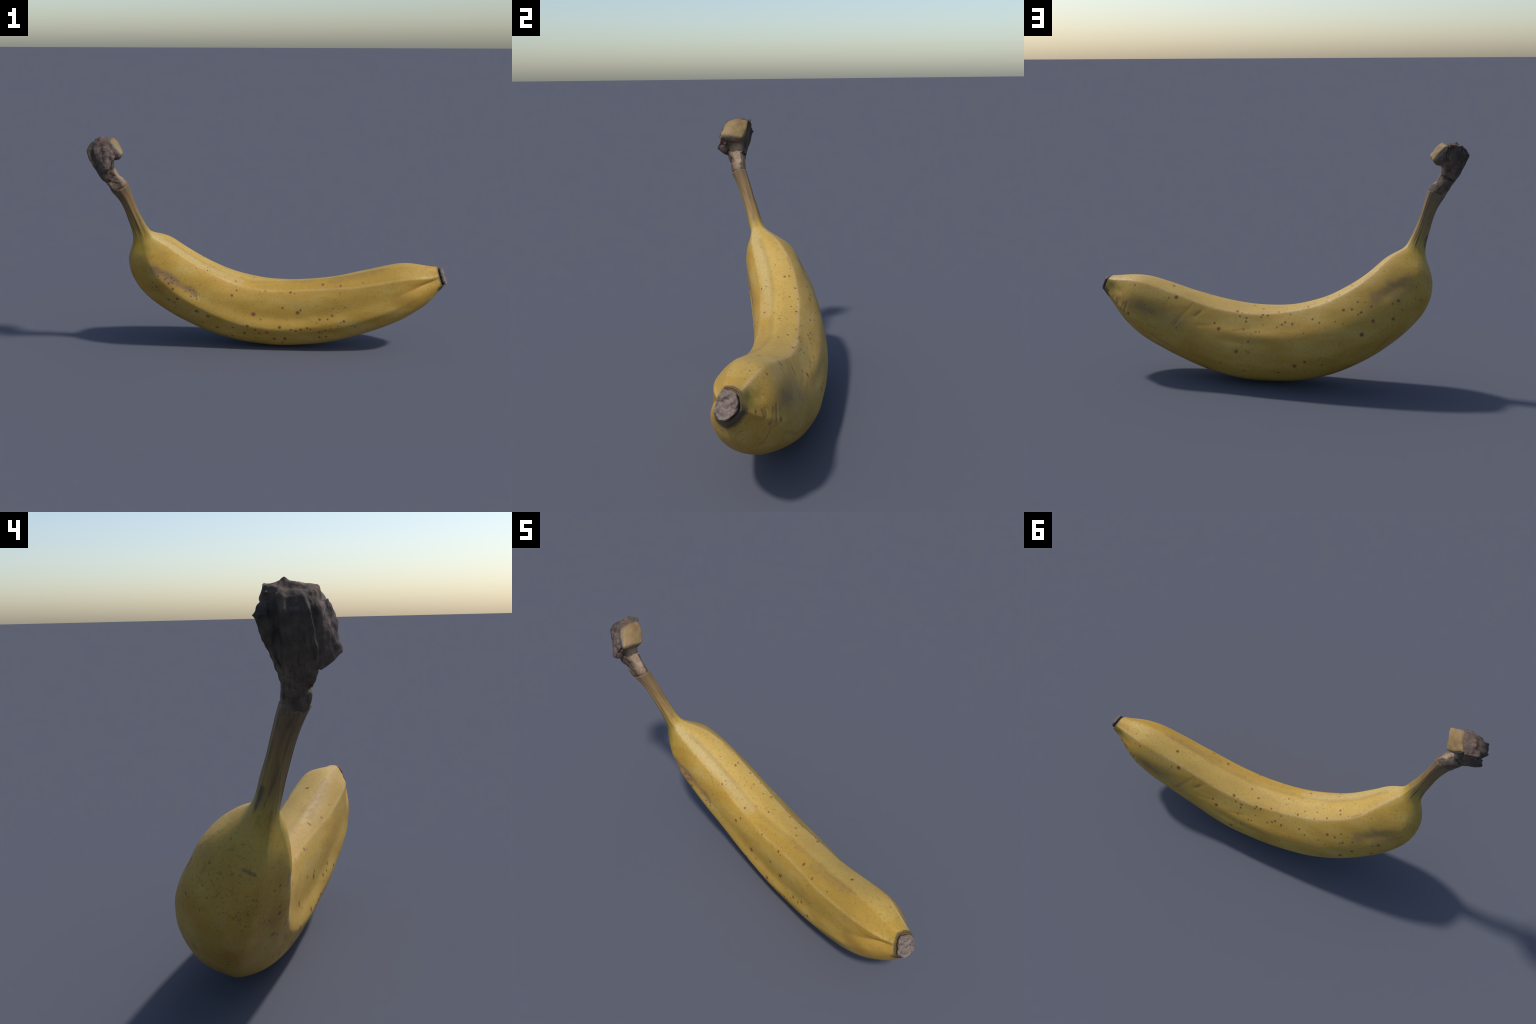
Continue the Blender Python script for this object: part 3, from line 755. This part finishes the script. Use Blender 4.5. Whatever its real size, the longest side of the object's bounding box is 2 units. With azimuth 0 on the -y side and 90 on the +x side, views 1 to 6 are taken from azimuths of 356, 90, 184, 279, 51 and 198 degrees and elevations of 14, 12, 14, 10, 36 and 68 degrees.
# grooves (negative) and folds (positive): line, radius, height
FOLDS = [
    ([(-.950, -.214, 1.235), (-.985, -.212, 1.190), (-.968, -.222, 1.130), (-.945, -.222, 1.085)], .009, -.013),
    ([(-.985, -.120, 1.230), (-.990, -.120, 1.180), (-.965, -.122, 1.120), (-.942, -.125, 1.075)], .008, -.013),
    ([(-.965, -.192, 1.242), (-.998, -.196, 1.200), (-.982, -.207, 1.140), (-.945, -.214, 1.075)], .006, .005),
    ([(-.975, -.133, 1.235), (-.998, -.136, 1.190), (-.985, -.136, 1.135), (-.950, -.136, 1.075)], .010, .003),
    ([(-.935, -.234, 1.215), (-.935, -.246, 1.160), (-.915, -.246, 1.110)], .007, -.007),
    ([(-.920, -.236, 1.225), (-.912, -.250, 1.165), (-.892, -.262, 1.105)], .006, .004),
    ([(-.890, -.243, 1.210), (-.862, -.250, 1.170), (-.866, -.247, 1.140)], .018, -.003),
    ([(-.905, -.224, 1.234), (-.860, -.227, 1.224)], .006, -.009),
    ([(-.842, -.246, 1.180), (-.862, -.222, 1.235)], .006, -.008),
    ([(-.955, -.140, 1.250), (-.938, -.180, 1.246)], .013, -.007),
    ([(-.872, -.250, 1.155), (-.860, -.238, 1.125)], .012, -.007),
    ([(-.968, -.100, 1.232), (-.975, -.102, 1.190), (-.950, -.108, 1.130)], .005, .005),
    ([(-.955, -.208, 1.240), (-.962, -.226, 1.190), (-.940, -.232, 1.120)], .006, .004),
    ([(-.870, -.098, 1.240), (-.856, -.112, 1.190), (-.850, -.125, 1.150)], .006, -.007),
    ([(-.900, -.088, 1.225), (-.880, -.098, 1.190), (-.880, -.106, 1.150)], .016, -.007),
    ([(-.955, -.090, 1.220), (-.930, -.098, 1.160), (-.900, -.108, 1.110)], .018, -.007),
    ([(-.965, -.083, 1.222), (-.945, -.092, 1.240)], .007, -.006),
    ([(-.890, -.190, 1.020), (-.852, -.194, 1.055)], .006, -.006),
    ([(-.880, -.195, 1.038), (-.835, -.190, 1.024)], .006, .004),
    ([(-.828, -.185, 1.045), (-.856, -.200, 1.085)], .005, -.006),
    ([(-.822, -.165, 1.045), (-.845, -.178, 1.085)], .006, .004),
    ([(-.800, -.150, 1.030), (-.835, -.175, 1.050), (-.862, -.196, 1.060)], .005, -.006),
    ([(-.812, -.128, 1.040), (-.832, -.150, 1.066), (-.850, -.172, 1.090)], .006, -.004),
    ([(-.806, -.146, 1.040), (-.838, -.160, 1.072)], .006, .004),
    ([(-.855, -.108, 1.032), (-.830, -.125, 1.052), (-.85, -.13, 1.08)], .006, -.005),
    ([(-.870, -.108, 1.055), (-.845, -.122, 1.066)], .006, .004),
    ([(-.96, -.12, 1.265), (-.945, -.17, 1.265), (-.915, -.21, 1.253)], .008, -.007),
    ([(-.905, -.10, 1.265), (-.90, -.15, 1.270), (-.895, -.20, 1.256)], .007, -.006),
    ([(-.925, -.10, 1.268), (-.92, -.15, 1.272), (-.908, -.205, 1.258)], .006, .003),
]
co = np.array([v.co for v in bm.verts])
nr = np.array([v.normal for v in bm.verts])
off = np.zeros(len(co))
for line, rad, h in FOLDS:
    pts = [np.array(p) for p in line]
    d = np.min([segment_distance(co, a, b) for a, b in zip(pts[:-1], pts[1:])], axis=0)
    off += 1.35 * h * np.exp(-(d / rad) ** 2)
for i, p in enumerate(co):
    rough = min(1., max(.75, (p[2] - 1.0) / .10))
    if p[0] < -.93 and abs(p[1] + .165) < .04:
        rough *= .45                                            # the tongue is smoother
    v = Vector(p)
    off[i] += rough * (noise.noise(v * 30) * .0058 + noise.noise(v * 70) * .0016 + abs(noise.noise(v * 130)) * .0008)
    back = max(0., min(1., (-.90 - p[0]) / .05))
    off[i] += back * noise.noise(Vector((p[0] * 30, p[1] * 85, p[2] * 8))) * .0042
co = co + nr * off[:, None]
for v, p in zip(bm.verts, co):
    v.co = p
bmesh.ops.smooth_vert(bm, verts=bm.verts, factor=.4, use_axis_x=True, use_axis_y=True, use_axis_z=True)
bm.to_mesh(fused)
bm.free()
fused.polygons.foreach_set("use_smooth", [True] * len(fused.polygons))
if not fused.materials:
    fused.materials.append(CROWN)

# --- the cut cap of yellow skin on the crown's fruit side: a domed wedge
bm = bmesh.new()
hull(bm, [(-.803, -.238, 1.182), (-.812, -.180, 1.168), (-.808, -.128, 1.168), (-.838, -.106, 1.212), (-.869, -.100, 1.246), (-.862, -.150, 1.257), (-.860, -.194, 1.247), (-.838, -.214, 1.225),
          (-.814, -.170, 1.200), (-.830, -.165, 1.236), (-.808, -.205, 1.192), (-.816, -.140, 1.200), (-.845, -.19, 1.246), (-.848, -.125, 1.243),
          (-.818, -.234, 1.158), (-.830, -.147, 1.138), (-.824, -.19, 1.148),
          (-.868, -.225, 1.18), (-.878, -.205, 1.24), (-.885, -.10, 1.245), (-.875, -.112, 1.17), (-.87, -.15, 1.15), (-.87, -.22, 1.16)])
me = bpy.data.meshes.new("cut_cap")
bm.to_mesh(me)
bm.free()
cap = new_object("cut_cap", me, crown, (CAP,))
mod = cap.modifiers.new("fuse", "REMESH")
mod.mode = "VOXEL"
mod.voxel_size = .0022
dg = bpy.context.evaluated_depsgraph_get()
cm = bpy.data.meshes.new_from_object(cap.evaluated_get(dg))
cap.modifiers.clear()
cap.data = cm
cm.name = "cut_cap"
bm = bmesh.new()
bm.from_mesh(cm)
for _ in range(38):
    bmesh.ops.smooth_vert(bm, verts=bm.verts, factor=.5, use_axis_x=True, use_axis_y=True, use_axis_z=True)
bm.normal_update()
for v in bm.verts:
    v.co += v.normal * (.0014 + noise.noise(v.co * 24) * .0048 + noise.noise(v.co * 110) * .0005)
bm.to_mesh(cm)
bm.free()
cm.polygons.foreach_set("use_smooth", [True] * len(cm.polygons))
if not cm.materials:
    cm.materials.append(CAP)
